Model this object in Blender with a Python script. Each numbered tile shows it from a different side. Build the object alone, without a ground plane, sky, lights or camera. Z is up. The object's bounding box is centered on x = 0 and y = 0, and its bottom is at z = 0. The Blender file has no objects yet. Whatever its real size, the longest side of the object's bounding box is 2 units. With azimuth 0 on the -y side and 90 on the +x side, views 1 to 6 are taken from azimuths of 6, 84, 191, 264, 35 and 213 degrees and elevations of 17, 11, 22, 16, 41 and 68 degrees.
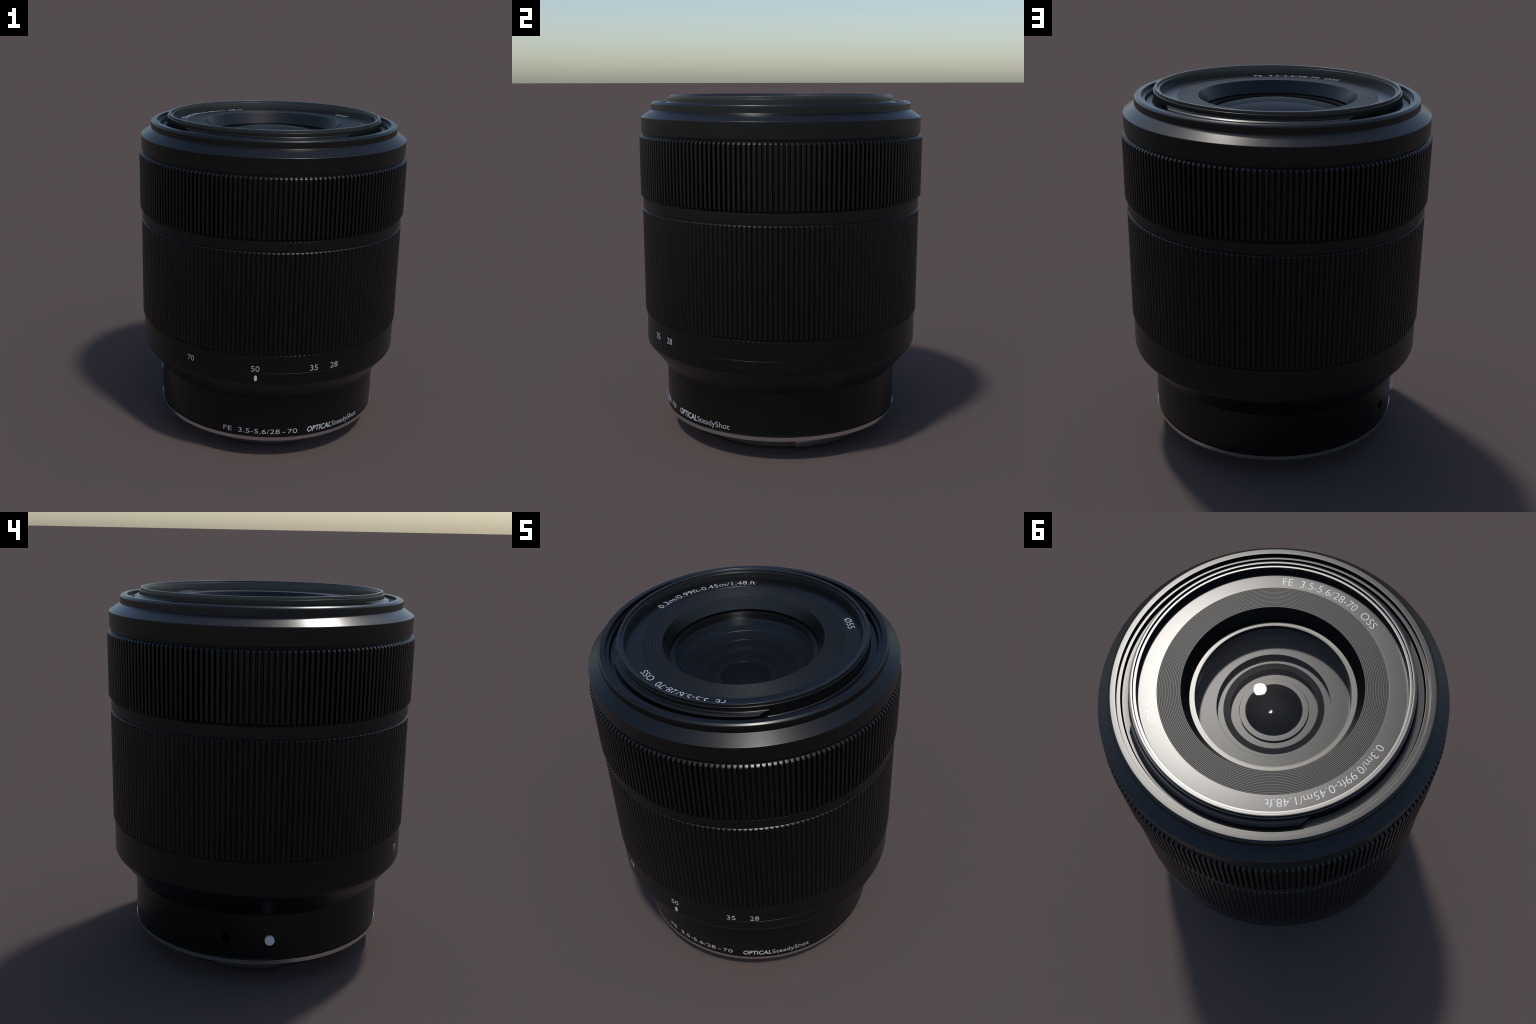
"""A black standard zoom lens standing on its mount, front element up.

Everything is turned about the z axis: each part is a radial profile (r, z, edge radius)
that is lathed; the two grip rings are toothed; the lettering is built-in-font text bent
round the barrel or laid on the front ring.
Azimuth a: 0 on -y, 90 on +x  ->  point (r sin a, -r cos a, z).
"""
import math
import bpy
import bmesh
from mathutils import Vector

TAU = math.tau
SEG = 320


# ------------------------------------------------------------------ materials
def material(name, colour, rough, metallic=0.0, spec=0.5, grain=0.0, grain_scale=180.0, tint=0.0):
    m = bpy.data.materials.new(name)
    m.use_nodes = True
    nt = m.node_tree
    b = nt.nodes["Principled BSDF"]
    b.inputs["Metallic"].default_value = metallic
    b.inputs["Specular IOR Level"].default_value = spec
    tc = nt.nodes.new("ShaderNodeTexCoord")
    nz = nt.nodes.new("ShaderNodeTexNoise")
    nz.inputs["Scale"].default_value = grain_scale
    nz.inputs["Detail"].default_value = 3.0
    nt.links.new(tc.outputs["Object"], nz.inputs["Vector"])
    # fine variation of the gloss
    mr = nt.nodes.new("ShaderNodeMapRange")
    mr.inputs["From Min"].default_value, mr.inputs["From Max"].default_value = 0.25, 0.75
    mr.inputs["To Min"].default_value, mr.inputs["To Max"].default_value = rough * 0.985, rough * 1.015
    nt.links.new(nz.outputs["Fac"], mr.inputs["Value"])
    nt.links.new(mr.outputs["Result"], b.inputs["Roughness"])
    # and of the colour
    cr = nt.nodes.new("ShaderNodeValToRGB")
    lo, hi = 1.0 - tint, 1.0 + tint
    cr.color_ramp.elements[0].position, cr.color_ramp.elements[1].position = 0.3, 0.7
    cr.color_ramp.elements[0].color = (colour[0] * lo, colour[1] * lo, colour[2] * lo, 1)
    cr.color_ramp.elements[1].color = (colour[0] * hi, colour[1] * hi, colour[2] * hi, 1)
    nt.links.new(nz.outputs["Fac"], cr.inputs["Fac"])
    nt.links.new(cr.outputs["Color"], b.inputs["Base Color"])
    if grain > 0:
        bp = nt.nodes.new("ShaderNodeBump")
        bp.inputs["Strength"].default_value = grain
        bp.inputs["Distance"].default_value = 0.0006
        nt.links.new(nz.outputs["Fac"], bp.inputs["Height"])
        nt.links.new(bp.outputs["Normal"], b.inputs["Normal"])
    return m


def glass_material(name):
    m = bpy.data.materials.new(name)
    m.use_nodes = True
    nt = m.node_tree
    b = nt.nodes["Principled BSDF"]
    b.inputs["Base Color"].default_value = (0.01, 0.012, 0.016, 1)
    b.inputs["Roughness"].default_value = 0.02
    b.inputs["IOR"].default_value = 1.5
    b.inputs["Alpha"].default_value = 0.19
    return m


PLASTIC = material("black_satin_plastic", (0.0018, 0.0018, 0.0018), 0.29, tint=0.08)
RUBBER = material("black_grip_rubber", (0.0018, 0.0018, 0.0018), 0.32, tint=0.08)
ANODISED = material("black_anodised_metal", (0.0018, 0.0018, 0.0018), 0.28, tint=0.06)
INNER = material("black_inner_baffle", (0.0018, 0.0018, 0.0018), 0.31, tint=0.06)
RIM = material("black_coated_metal", (0.0030, 0.0032, 0.0032), 0.30, spec=0.75, tint=0.06)
MATT = material("matt_black_paint", (0.004, 0.004, 0.004), 0.72, tint=0.06)
GROOVED = material("black_matt_grooving", (0.0025, 0.0025, 0.0025), 0.47, tint=0.06)
STEEL = material("polished_steel", (0.86, 0.85, 0.85), 0.16, metallic=1.0, tint=0.02, grain_scale=60)
INK = material("white_marking_ink", (0.54, 0.545, 0.575), 0.30, tint=0.02)
WHITE = material("white_index_enamel", (0.62, 0.64, 0.68), 0.35, tint=0.02)
GLASS = glass_material("clear_lens_glass")


# ------------------------------------------------------------------ helpers
def polar(a, r, z):
    t = math.radians(a)
    return (r * math.sin(t), -r * math.cos(t), z)


def finish(name, mesh, mat, parent=None, angle=28.0, smooth=True, weighted=False):
    mesh.materials.append(mat)
    if smooth:
        for p in mesh.polygons:
            p.use_smooth = True
        mesh.set_sharp_from_angle(angle=math.radians(angle))
    ob = bpy.data.objects.new(name, mesh)
    bpy.context.scene.collection.objects.link(ob)
    if weighted:
        wn = ob.modifiers.new("flat faces stay flat", "WEIGHTED_NORMAL")
        wn.mode, wn.weight, wn.keep_sharp = "FACE_AREA", 80, True
    if parent is not None:
        ob.parent = parent
    return ob


def rounded(profile, closed, steps=3):
    """Round the corners of a profile [(r, z, edge_radius)] into a list of (r, z)."""
    n, out = len(profile), []
    for i, p in enumerate(profile):
        rad = p[2] if len(p) > 2 else 0.0
        c = Vector(p[:2])
        if rad <= 0 or (not closed and i in (0, n - 1)):
            out.append((c.x, c.y))
            continue
        a, b = Vector(profile[i - 1][:2]), Vector(profile[(i + 1) % n][:2])
        da, db = (a - c), (b - c)
        t = min(rad, da.length * 0.48, db.length * 0.48)
        q0, q1 = c + da.normalized() * t, c + db.normalized() * t
        for k in range(steps + 1):
            u = k / steps
            q = q0 * (1 - u) ** 2 + c * 2 * u * (1 - u) + q1 * u * u
            out.append((q.x, q.y))
    return out


def lathe(name, profile, mat, parent, closed=True, seg=SEG, span=None, steps=3, angle=28.0, weighted=True):
    pts = rounded(profile, closed, steps)
    bm = bmesh.new()
    rows = []
    for j in range(seg):
        a = 360.0 * j / seg
        row = []
        for r, z in pts:
            row.append(bm.verts.new(polar(a, max(r, 1e-6), z)))
        rows.append(row)
    m = len(pts)
    for j in range(seg):
        A, B = rows[j], rows[(j + 1) % seg]
        for i in range(m if closed else m - 1):
            k = (i + 1) % m
            bm.faces.new((A[i], B[i], B[k], A[k]))
    bmesh.ops.remove_doubles(bm, verts=bm.verts, dist=1e-5)
    bmesh.ops.recalc_face_normals(bm, faces=bm.faces)
    me = bpy.data.meshes.new(name)
    bm.to_mesh(me)
    bm.free()
    return finish(name, me, mat, parent, angle, weighted=weighted)


def toothed_ring(name, teeth, phase, r_land, r_valley, r_in, env, land, valley, mat, parent):
    """Ring of axial ribs.  env = [(radius, z)] envelope from top to bottom; land / valley are the
    half widths (in pitches) of the rib's top and of the groove's floor."""
    bm = bmesh.new()
    pitch = 360.0 / teeth
    rows = []
    for R, z in env:
        f = (R - r_valley) / (r_land - r_valley)
        f = max(0.0, min(1.0, f))
        half = (0.5 - valley) * (1 - f) + land * f      # half width of the rib where the envelope cuts it
        rl, rv = R, min(R, r_valley)
        row = []
        for t in range(teeth):
            for pos, r in ((-half, rl), (0.0, rl), (half, rl), (0.5 - valley, rv), (0.5, rv), (0.5 + valley, rv)):
                row.append(bm.verts.new(polar(phase + (t + pos) * pitch, r, z)))
        rows.append(row)
    inner = []
    for z in (env[-1][1], env[0][1]):
        row = []
        for t in range(teeth):
            for pos in (-land, 0.0, land, 0.5 - valley, 0.5, 0.5 + valley):
                row.append(bm.verts.new(polar(phase + (t + pos) * pitch, r_in, z)))
        inner.append(row)
    rows += inner
    n = len(rows[0])
    for i in range(len(rows)):
        A, B = rows[i], rows[(i + 1) % len(rows)]
        for j in range(n):
            k = (j + 1) % n
            bm.faces.new((A[j], B[j], B[k], A[k]))
    bmesh.ops.remove_doubles(bm, verts=bm.verts, dist=2e-5)
    bmesh.ops.recalc_face_normals(bm, faces=bm.faces)
    me = bpy.data.meshes.new(name)
    bm.to_mesh(me)
    bm.free()
    ob = bpy.data.objects.new(name, me)
    bpy.context.scene.collection.objects.link(ob)
    bv = ob.modifiers.new("edge", "BEVEL")
    bv.width, bv.segments, bv.limit_method, bv.angle_limit = 0.0006, 1, "ANGLE", math.radians(34)
    bv.use_clamp_overlap = True
    me2 = applied(ob)
    bpy.data.objects.remove(ob)
    return finish(name, me2, mat, parent, 40.0, weighted=True)


def applied(ob):
    bpy.context.view_layer.update()
    dg = bpy.context.evaluated_depsgraph_get()
    me = bpy.data.meshes.new_from_object(ob.evaluated_get(dg))
    me.materials.clear()
    return me


def arc_block(name, section, a0, a1, mat, parent, taper=0.0, seg=48, angle=28.0):
    """Solid arc: closed section [(r, z)] swept from azimuth a0 to a1; taper widens the root:
    the ends lean by `taper` degrees between the outermost and the innermost radius."""
    rs = [p[0] for p in section]
    lo, hi = min(rs), max(rs)
    bm = bmesh.new()
    rows = []
    for j in range(seg + 1):
        u = j / seg
        row = []
        for r, z in section:
            w = taper * (hi - r) / (hi - lo)
            row.append(bm.verts.new(polar((a0 - w) * (1 - u) + (a1 + w) * u, r, z)))
        rows.append(row)
    m = len(section)
    for j in range(seg):
        for i in range(m):
            k = (i + 1) % m
            bm.faces.new((rows[j][i], rows[j + 1][i], rows[j + 1][k], rows[j][k]))
    bm.faces.new(rows[0])
    bm.faces.new(rows[-1])
    bmesh.ops.recalc_face_normals(bm, faces=bm.faces)
    me = bpy.data.meshes.new(name)
    bm.to_mesh(me)
    bm.free()
    return finish(name, me, mat, parent, angle)


def text_mesh(body, shear=0.0, bold=0.0, spacing=1.0):
    """Flat vertices and faces of a line of built-in-font text, slightly thick."""
    cu = bpy.data.curves.new("lettering", "FONT")
    cu.body, cu.size, cu.shear, cu.offset, cu.resolution_u = body, 1.0, shear, bold, 5
    cu.space_character = spacing
    cu.extrude = 0.01
    ob = bpy.data.objects.new("lettering", cu)
    bpy.context.scene.collection.objects.link(ob)
    me = applied(ob)
    bpy.data.objects.remove(ob)
    return me


CAP = None


def cap_height():
    global CAP
    if CAP is None:
        me = text_mesh("E")
        CAP = max(v.co.y for v in me.vertices)
    return CAP


def lettering(name, body, a0, a1, base, top, where, level, parent, mat=INK, shear=0.0, bold=-0.014, spacing=1.0):
    """Text from azimuth a0 to a1.  where='barrel': bent round radius `level`, base/top are heights.
    where='face': laid on the plane z=level, base/top are radii, letters point outwards."""
    me = text_mesh(body, shear, bold, spacing)
    xs = [v.co.x for v in me.vertices]
    x0, x1, cap = min(xs), max(xs), cap_height()
    zs = [v.co.z for v in me.vertices]
    zl, zh = min(zs), max(zs)
    for v in me.vertices:
        a = a0 + (a1 - a0) * (v.co.x - x0) / (x1 - x0)
        h = base + (top - base) * v.co.y / cap
        d = -0.0004 + 0.0008 * (v.co.z - zl) / (zh - zl)
        v.co = polar(a, level + d, h) if where == "barrel" else polar(a, h, level + d)
    bm = bmesh.new()
    bm.from_mesh(me)
    bmesh.ops.recalc_face_normals(bm, faces=bm.faces)
    bm.to_mesh(me)
    bm.free()
    return finish(name, me, mat, parent, smooth=False)


# ------------------------------------------------------------------ the lens
lens = bpy.data.objects.new("camera_lens", None)
bpy.context.scene.collection.objects.link(lens)
lens["label"] = "black zoom camera lens with ribbed grip rings standing upright"
lens["category"] = "camera lens"

# front barrel: bezel step, sloping shoulder and plain band
front_barrel = lathe("front_barrel", [
    (0.7019, 1.880), (0.7019, 1.9435, 0.0012), (0.7200, 1.9435), (0.7210, 1.9632, 0.0014), (0.7470, 1.9632, 0.0012),
    (0.7586, 1.9545, 0.0045), (0.7588, 1.9172, 0.0008), (0.8193, 1.8772, 0.0022), (0.8182, 1.7865, 0.0026),
    (0.8095, 1.7850), (0.8080, 1.7600), (0.7900, 1.7600), (0.7900, 1.880)], ANODISED, lens)

# filter ring: stepped rim of coated metal standing on the floor of the bezel
filter_ring = lathe("filter_ring", [
    (0.6190, 1.930), (0.6195, 1.9500), (0.6222, 1.9860), (0.6227, 1.9885, 0.0014), (0.6358, 1.9885), (0.6376, 2.0000, 0.0014),
    (0.6500, 2.0000, 0.0016), (0.6506, 1.9868), (0.6577, 1.9865, 0.0018), (0.6577, 1.9820), (0.6577, 1.9300), (0.6400, 1.9300)],
    RIM, lens, steps=4, angle=48, weighted=False)
front_tube = lathe("front_tube", [(0.6400, 1.9360), (0.6574, 1.9360), (0.6580, 1.9350), (0.6590, 1.9300), (0.6615, 1.9255), (0.6655, 1.9228),
                                  (0.6710, 1.9220), (0.6980, 1.9220, 0.0012), (0.6980, 1.8600), (0.6400, 1.8600)], ANODISED, lens, angle=35)
LUG_R, LUG_FILLET, LUG_TOP = 0.6579, 0.0052, 1.9600      # small concave fillet between the rim wall and the lug
lug_section = [(0.6500, LUG_TOP + LUG_FILLET)]
for k in range(7):
    t = math.radians(90 * k / 6)
    lug_section.append((LUG_R + LUG_FILLET * (1 - math.cos(t)), LUG_TOP + LUG_FILLET * (1 - math.sin(t))))
lug_section += [(0.6710, 1.9598), (0.6722, 1.9594), (0.6824, 1.9543), (0.6840, 1.9522), (0.6840, 1.9200), (0.6560, 1.9200)]
for a in (0.0, 180.0):
    arc_block("hood_lug", lug_section, a - 40.0, a + 40.0, ANODISED, filter_ring, taper=6.3, angle=26)

# name ring: flat lettered face, fine concentric grooves, funnel
name_ring = lathe("name_ring", [
    (0.6210, 1.9300), (0.6210, 1.9490), (0.5333, 1.9490, 0.0012), (0.5333, 1.9440), (0.4240, 1.9440), (0.4228, 1.9514, 0.0008),
    (0.3925, 1.8830, 0.0008), (0.4000, 1.8800), (0.4300, 1.9000), (0.5000, 1.9300)], ANODISED, lens)
GROOVES = 15                                      # flat-topped rings with narrow V cuts between them
r_out, r_in = 0.5331, 0.4234
pitch = (r_out - r_in) / GROOVES
prof = [(r_out, 1.9430)]
for i in range(GROOVES):
    r = r_out - pitch * i
    z = 1.9482 + 0.0032 * i / GROOVES
    prof += [(r - pitch * 0.02, z - 0.0014), (r - pitch * 0.17, z), (r - pitch * 0.86, z), (r - pitch * 0.99, z - 0.0014)]
prof += [(r_in, 1.9430)]
groove_ring = lathe("groove_ring", prof, GROOVED, name_ring, angle=20)

# inner barrel below the front element: stepped baffles
prof = [(0.4300, 1.8735), (0.3671, 1.8735, 0.0009), (0.3671, 1.7580, 0.0030), (0.2742, 1.7580, 0.0018), (0.2742, 1.7230),
        (0.2440, 1.7230, 0.0006), (0.2440, 1.7180), (0.2200, 1.7180), (0.2122, 1.7180), (0.2122, 1.6920), (0.1710, 1.6920),
        (0.1705, 1.6840), (0.1676, 1.6840), (0.1676, 1.7035, 0.0012), (0.1385, 1.7035, 0.0014), (0.1385, 1.6400), (0.2600, 1.6400),
        (0.2600, 1.4200), (0.0, 1.4200), (0.0, 1.4100), (0.4300, 1.4100)]
inner_barrel = lathe("inner_barrel", prof, INNER, lens, angle=30)
prof, gp = [(0.2438, 1.7100)], (0.2438 - 0.2124) / 5
for i in range(5):
    r = 0.2438 - gp * i
    prof += [(r - gp * 0.02, 1.7205), (r - gp * 0.25, 1.7232), (r - gp * 0.80, 1.7238), (r - gp * 0.99, 1.7205)]
prof += [(0.2124, 1.7100)]
lathe("groove_ring", prof, GROOVED, inner_barrel, angle=20)


# glass: domed front element and a small element deep in the throat
def dome(r, apex, a, b):
    return apex - a * r * r - b * r ** 4


R = 0.3667
outer = [(R * i / 24, dome(R * i / 24, 1.9300, 0.345, -0.15)) for i in range(25)]
inner = [(R * i / 24, dome(R * i / 24, 1.9060, 0.345, -0.15)) for i in range(24, -1, -1)]
front_element = lathe("front_element", outer + inner, GLASS, lens, closed=False, seg=160, angle=40)
r2 = 0.1384
rear = [(r2 * i / 16, dome(r2 * i / 16, 1.6760, 1.38, 5.0)) for i in range(17)]
rear += [(r, z - 0.012) for r, z in reversed(rear)]
aperture_plate = lathe("aperture_plate", [(0.0, 1.4300), (0.2590, 1.4300), (0.2590, 1.4240), (0.0, 1.4240)], MATT, inner_barrel, closed=False, seg=128)
inner_element = lathe("inner_element", rear, GLASS, lens, closed=False, seg=128, angle=40)

# grips
focus_ring = toothed_ring("focus_ring", 190, 0.24, 0.8308, 0.8118, 0.7950,
                          [(0.8090, 1.7772), (0.8118, 1.7770), (0.8205, 1.7742), (0.8308, 1.7632), (0.8308, 1.4290), (0.8186, 1.4150), (0.8095, 1.4143)],
                          0.235, 0.085, RUBBER, lens)
zoom_ring = toothed_ring("zoom_ring", 190, 0.125, 0.8218, 0.8145, 0.7950,
                         [(0.8095, 1.3496), (0.8145, 1.3493), (0.8218, 1.3430), (0.8220, 0.7420), (0.8145, 0.7345), (0.8075, 0.7340)],
                         0.250, 0.070, RUBBER, lens)
barrel_band = lathe("barrel_band", [(0.8187, 1.4095, 0.0016), (0.8192, 1.3575, 0.0010), (0.8100, 1.3575), (0.8100, 1.3480),
                                    (0.7900, 1.3480), (0.7900, 1.4150), (0.8100, 1.4150), (0.8100, 1.4095)], PLASTIC, lens)

# zoom scale band and tapering body below it
zoom_scale = lathe("zoom_scale", [(0.8136, 0.7290, 0.0012), (0.8143, 0.6213, 0.0010), (0.7950, 0.6213), (0.7950, 0.7355),
                                  (0.8080, 0.7355), (0.8080, 0.7290)], PLASTIC, lens)
body = lathe("rear_body", [(0.8146, 0.6200, 0.0012), (0.8146, 0.5490, 0.0120), (0.6978, 0.4000), (0.6900, 0.3700), (0.6600, 0.3700),
                           (0.6600, 0.6450), (0.7900, 0.6450), (0.7900, 0.6200)], PLASTIC, lens, steps=6, angle=20)

# mount barrel with the lock-pin hole
mount_barrel = lathe("mount_barrel", [(0.6980, 0.4150), (0.6983, 0.1525, 0.0010), (0.6880, 0.1520), (0.6880, 0.1440), (0.6780, 0.1440), (0.6780, 0.4150)],
                     PLASTIC, lens)
HOLE_A, HOLE_Z, HOLE_R = -108.7, 0.2646, 0.0262
cut = bpy.data.meshes.new("cutter")
bm = bmesh.new()
bmesh.ops.create_cone(bm, cap_ends=True, segments=48, radius1=HOLE_R, radius2=HOLE_R, depth=0.30)
bm.to_mesh(cut)
bm.free()
cutter = bpy.data.objects.new("cutter", cut)
bpy.context.scene.collection.objects.link(cutter)
cutter.location = polar(HOLE_A, 0.698, HOLE_Z)
cutter.rotation_euler = Vector(polar(HOLE_A, 1.0, 0.0)).to_track_quat("Z", "Y").to_euler()
bo = mount_barrel.modifiers.new("hole", "BOOLEAN")
bo.operation, bo.object, bo.solver = "DIFFERENCE", cutter, "EXACT"
me = applied(mount_barrel)
old = mount_barrel.data
mount_barrel.modifiers.clear()
mount_barrel.data = me
me.materials.append(PLASTIC)
for p in me.polygons:
    p.use_smooth = True
me.set_sharp_from_angle(angle=math.radians(28))
normals = []                                      # keep the barrel round right up to the hole's edge
for p in me.polygons:
    for li in p.loop_indices:
        co = me.vertices[me.loops[li].vertex_index].co
        radial = Vector((co.x, co.y, 0.0)).normalized()
        normals.append(radial if p.normal.dot(radial) > 0.9 and co.xy.length > 0.69 else p.normal.copy())
me.normals_split_custom_set(normals)
bpy.data.objects.remove(cutter)
bpy.data.meshes.remove(old)

# white alignment dot: a low round button on the barrel
bm = bmesh.new()
prof = rounded([(0.0, 0.0), (0.0253, 0.0), (0.0253, 0.0260, 0.0025), (0.0, 0.0260)], False)
axis = Vector(polar(-90.0, 1.0, 0.0))
side, up = Vector(polar(0.0, 1.0, 0.0)), Vector((0, 0, 1))
rows = []
for j in range(48):
    t = TAU * j / 48
    rows.append([bm.verts.new(axis * (0.688 + h) + (side * math.cos(t) + up * math.sin(t)) * max(r, 1e-6) + up * 0.2622) for r, h in prof])
for j in range(48):
    A, B = rows[j], rows[(j + 1) % 48]
    for i in range(len(prof) - 1):
        bm.faces.new((A[i], B[i], B[i + 1], A[i + 1]))
bmesh.ops.remove_doubles(bm, verts=bm.verts, dist=1e-5)
bmesh.ops.recalc_face_normals(bm, faces=bm.faces)
me = bpy.data.meshes.new("alignment_dot")
bm.to_mesh(me)
bm.free()
finish("alignment_dot", me, WHITE, mount_barrel)

# steel flange and bayonet
mount_flange = lathe("mount_flange", [(0.6880, 0.1465), (0.7006, 0.1465), (0.7004, 0.1235, 0.0006), (0.5000, 0.1235), (0.5000, 0.1465)],
                     STEEL, lens, steps=5)
bayonet = lathe("bayonet", [(0.5080, 0.1300), (0.5080, 0.0100, 0.0020), (0.4500, 0.0100, 0.0020), (0.4500, 0.1300)], STEEL, lens)
for a0, a1 in ((92.6, 150.0), (-119.3, -81.9), (-26.0, 30.0)):
    arc_block("bayonet_tab", [(0.5000, 0.0160), (0.5400, 0.0160), (0.5420, 0.0180), (0.5420, 0.0640), (0.5400, 0.0660), (0.5000, 0.0660)],
              a0, a1, STEEL, bayonet, seg=32)
rear_cover = lathe("rear_cover", [(0.0, 0.0700), (0.2600, 0.0700, 0.004), (0.2800, 0.0, 0.004), (0.4350, 0.0, 0.004), (0.4550, 0.0300), (0.4550, 0.0900), (0.0, 0.0900)],
                   INNER, lens, closed=False, seg=128)

# ------------------------------------------------------------------ lettering
Z_FACE = 1.9490
lettering("front_lettering", "FE  3.5-5.6/28-70  OSS", 25.3, -27.4, 0.5496, 0.5890, "face", Z_FACE, name_ring)
lettering("front_lettering", "0.3m/0.99ft-0.45m/1.48.ft", -92.0, -153.0, 0.5530, 0.5910, "face", Z_FACE, name_ring)
lettering("front_lettering", "\u00d855", 138.4, 128.2, 0.5530, 0.5900, "face", Z_FACE, name_ring)

for txt, a0, a1 in (("70", -30.75, -27.5), ("50", -1.84, 1.56), ("35", 22.5, 25.9), ("28", 31.7, 35.15)):
    lettering("scale_number", txt, a0, a1, 0.6295, 0.6640, "barrel", 0.8143, zoom_scale)
for txt, a0, a1 in (("FE", -16.75, -12.36), ("3.5-5.6/28", -8.9, 11.9), ("-", 13.3, 14.7), ("70", 15.9, 20.8)):
    lettering("barrel_lettering", txt, a0, a1, 0.1680, 0.1975, "barrel", 0.6984, mount_barrel)
lettering("barrel_lettering", "OPTICAL", 26.1, 40.0, 0.1655, 0.1995, "barrel", 0.6984, mount_barrel, shear=0.18, bold=0.012)
lettering("barrel_lettering", "SteadyShot", 40.5, 59.3, 0.1660, 0.1995, "barrel", 0.6984, mount_barrel)

# pill-shaped zoom index below the scale
bm = bmesh.new()
hw, hh, n = 0.0083, 0.0175, 10
ring = [(hw * math.cos(math.pi * k / n), hh - hw + hw * math.sin(math.pi * k / n)) for k in range(n + 1)]
ring += [(-x, -y) for x, y in ring]
front = [bm.verts.new(polar(0.06 + math.degrees(x / 0.8146), 0.8153, 0.5878 + y)) for x, y in ring]
back = [bm.verts.new(polar(0.06 + math.degrees(x / 0.8146), 0.8138, 0.5878 + y)) for x, y in ring]
bm.faces.new(front)
bm.faces.new(back)
for i in range(len(ring)):
    k = (i + 1) % len(ring)
    bm.faces.new((front[i], back[i], back[k], front[k]))
bmesh.ops.recalc_face_normals(bm, faces=bm.faces)
me = bpy.data.meshes.new("zoom_index")
bm.to_mesh(me)
bm.free()
finish("zoom_index", me, INK, body, smooth=False)

for m in [m for m in bpy.data.meshes if m.users == 0]:
    bpy.data.meshes.remove(m)
for c in [c for c in bpy.data.curves if c.users == 0]:
    bpy.data.curves.remove(c)
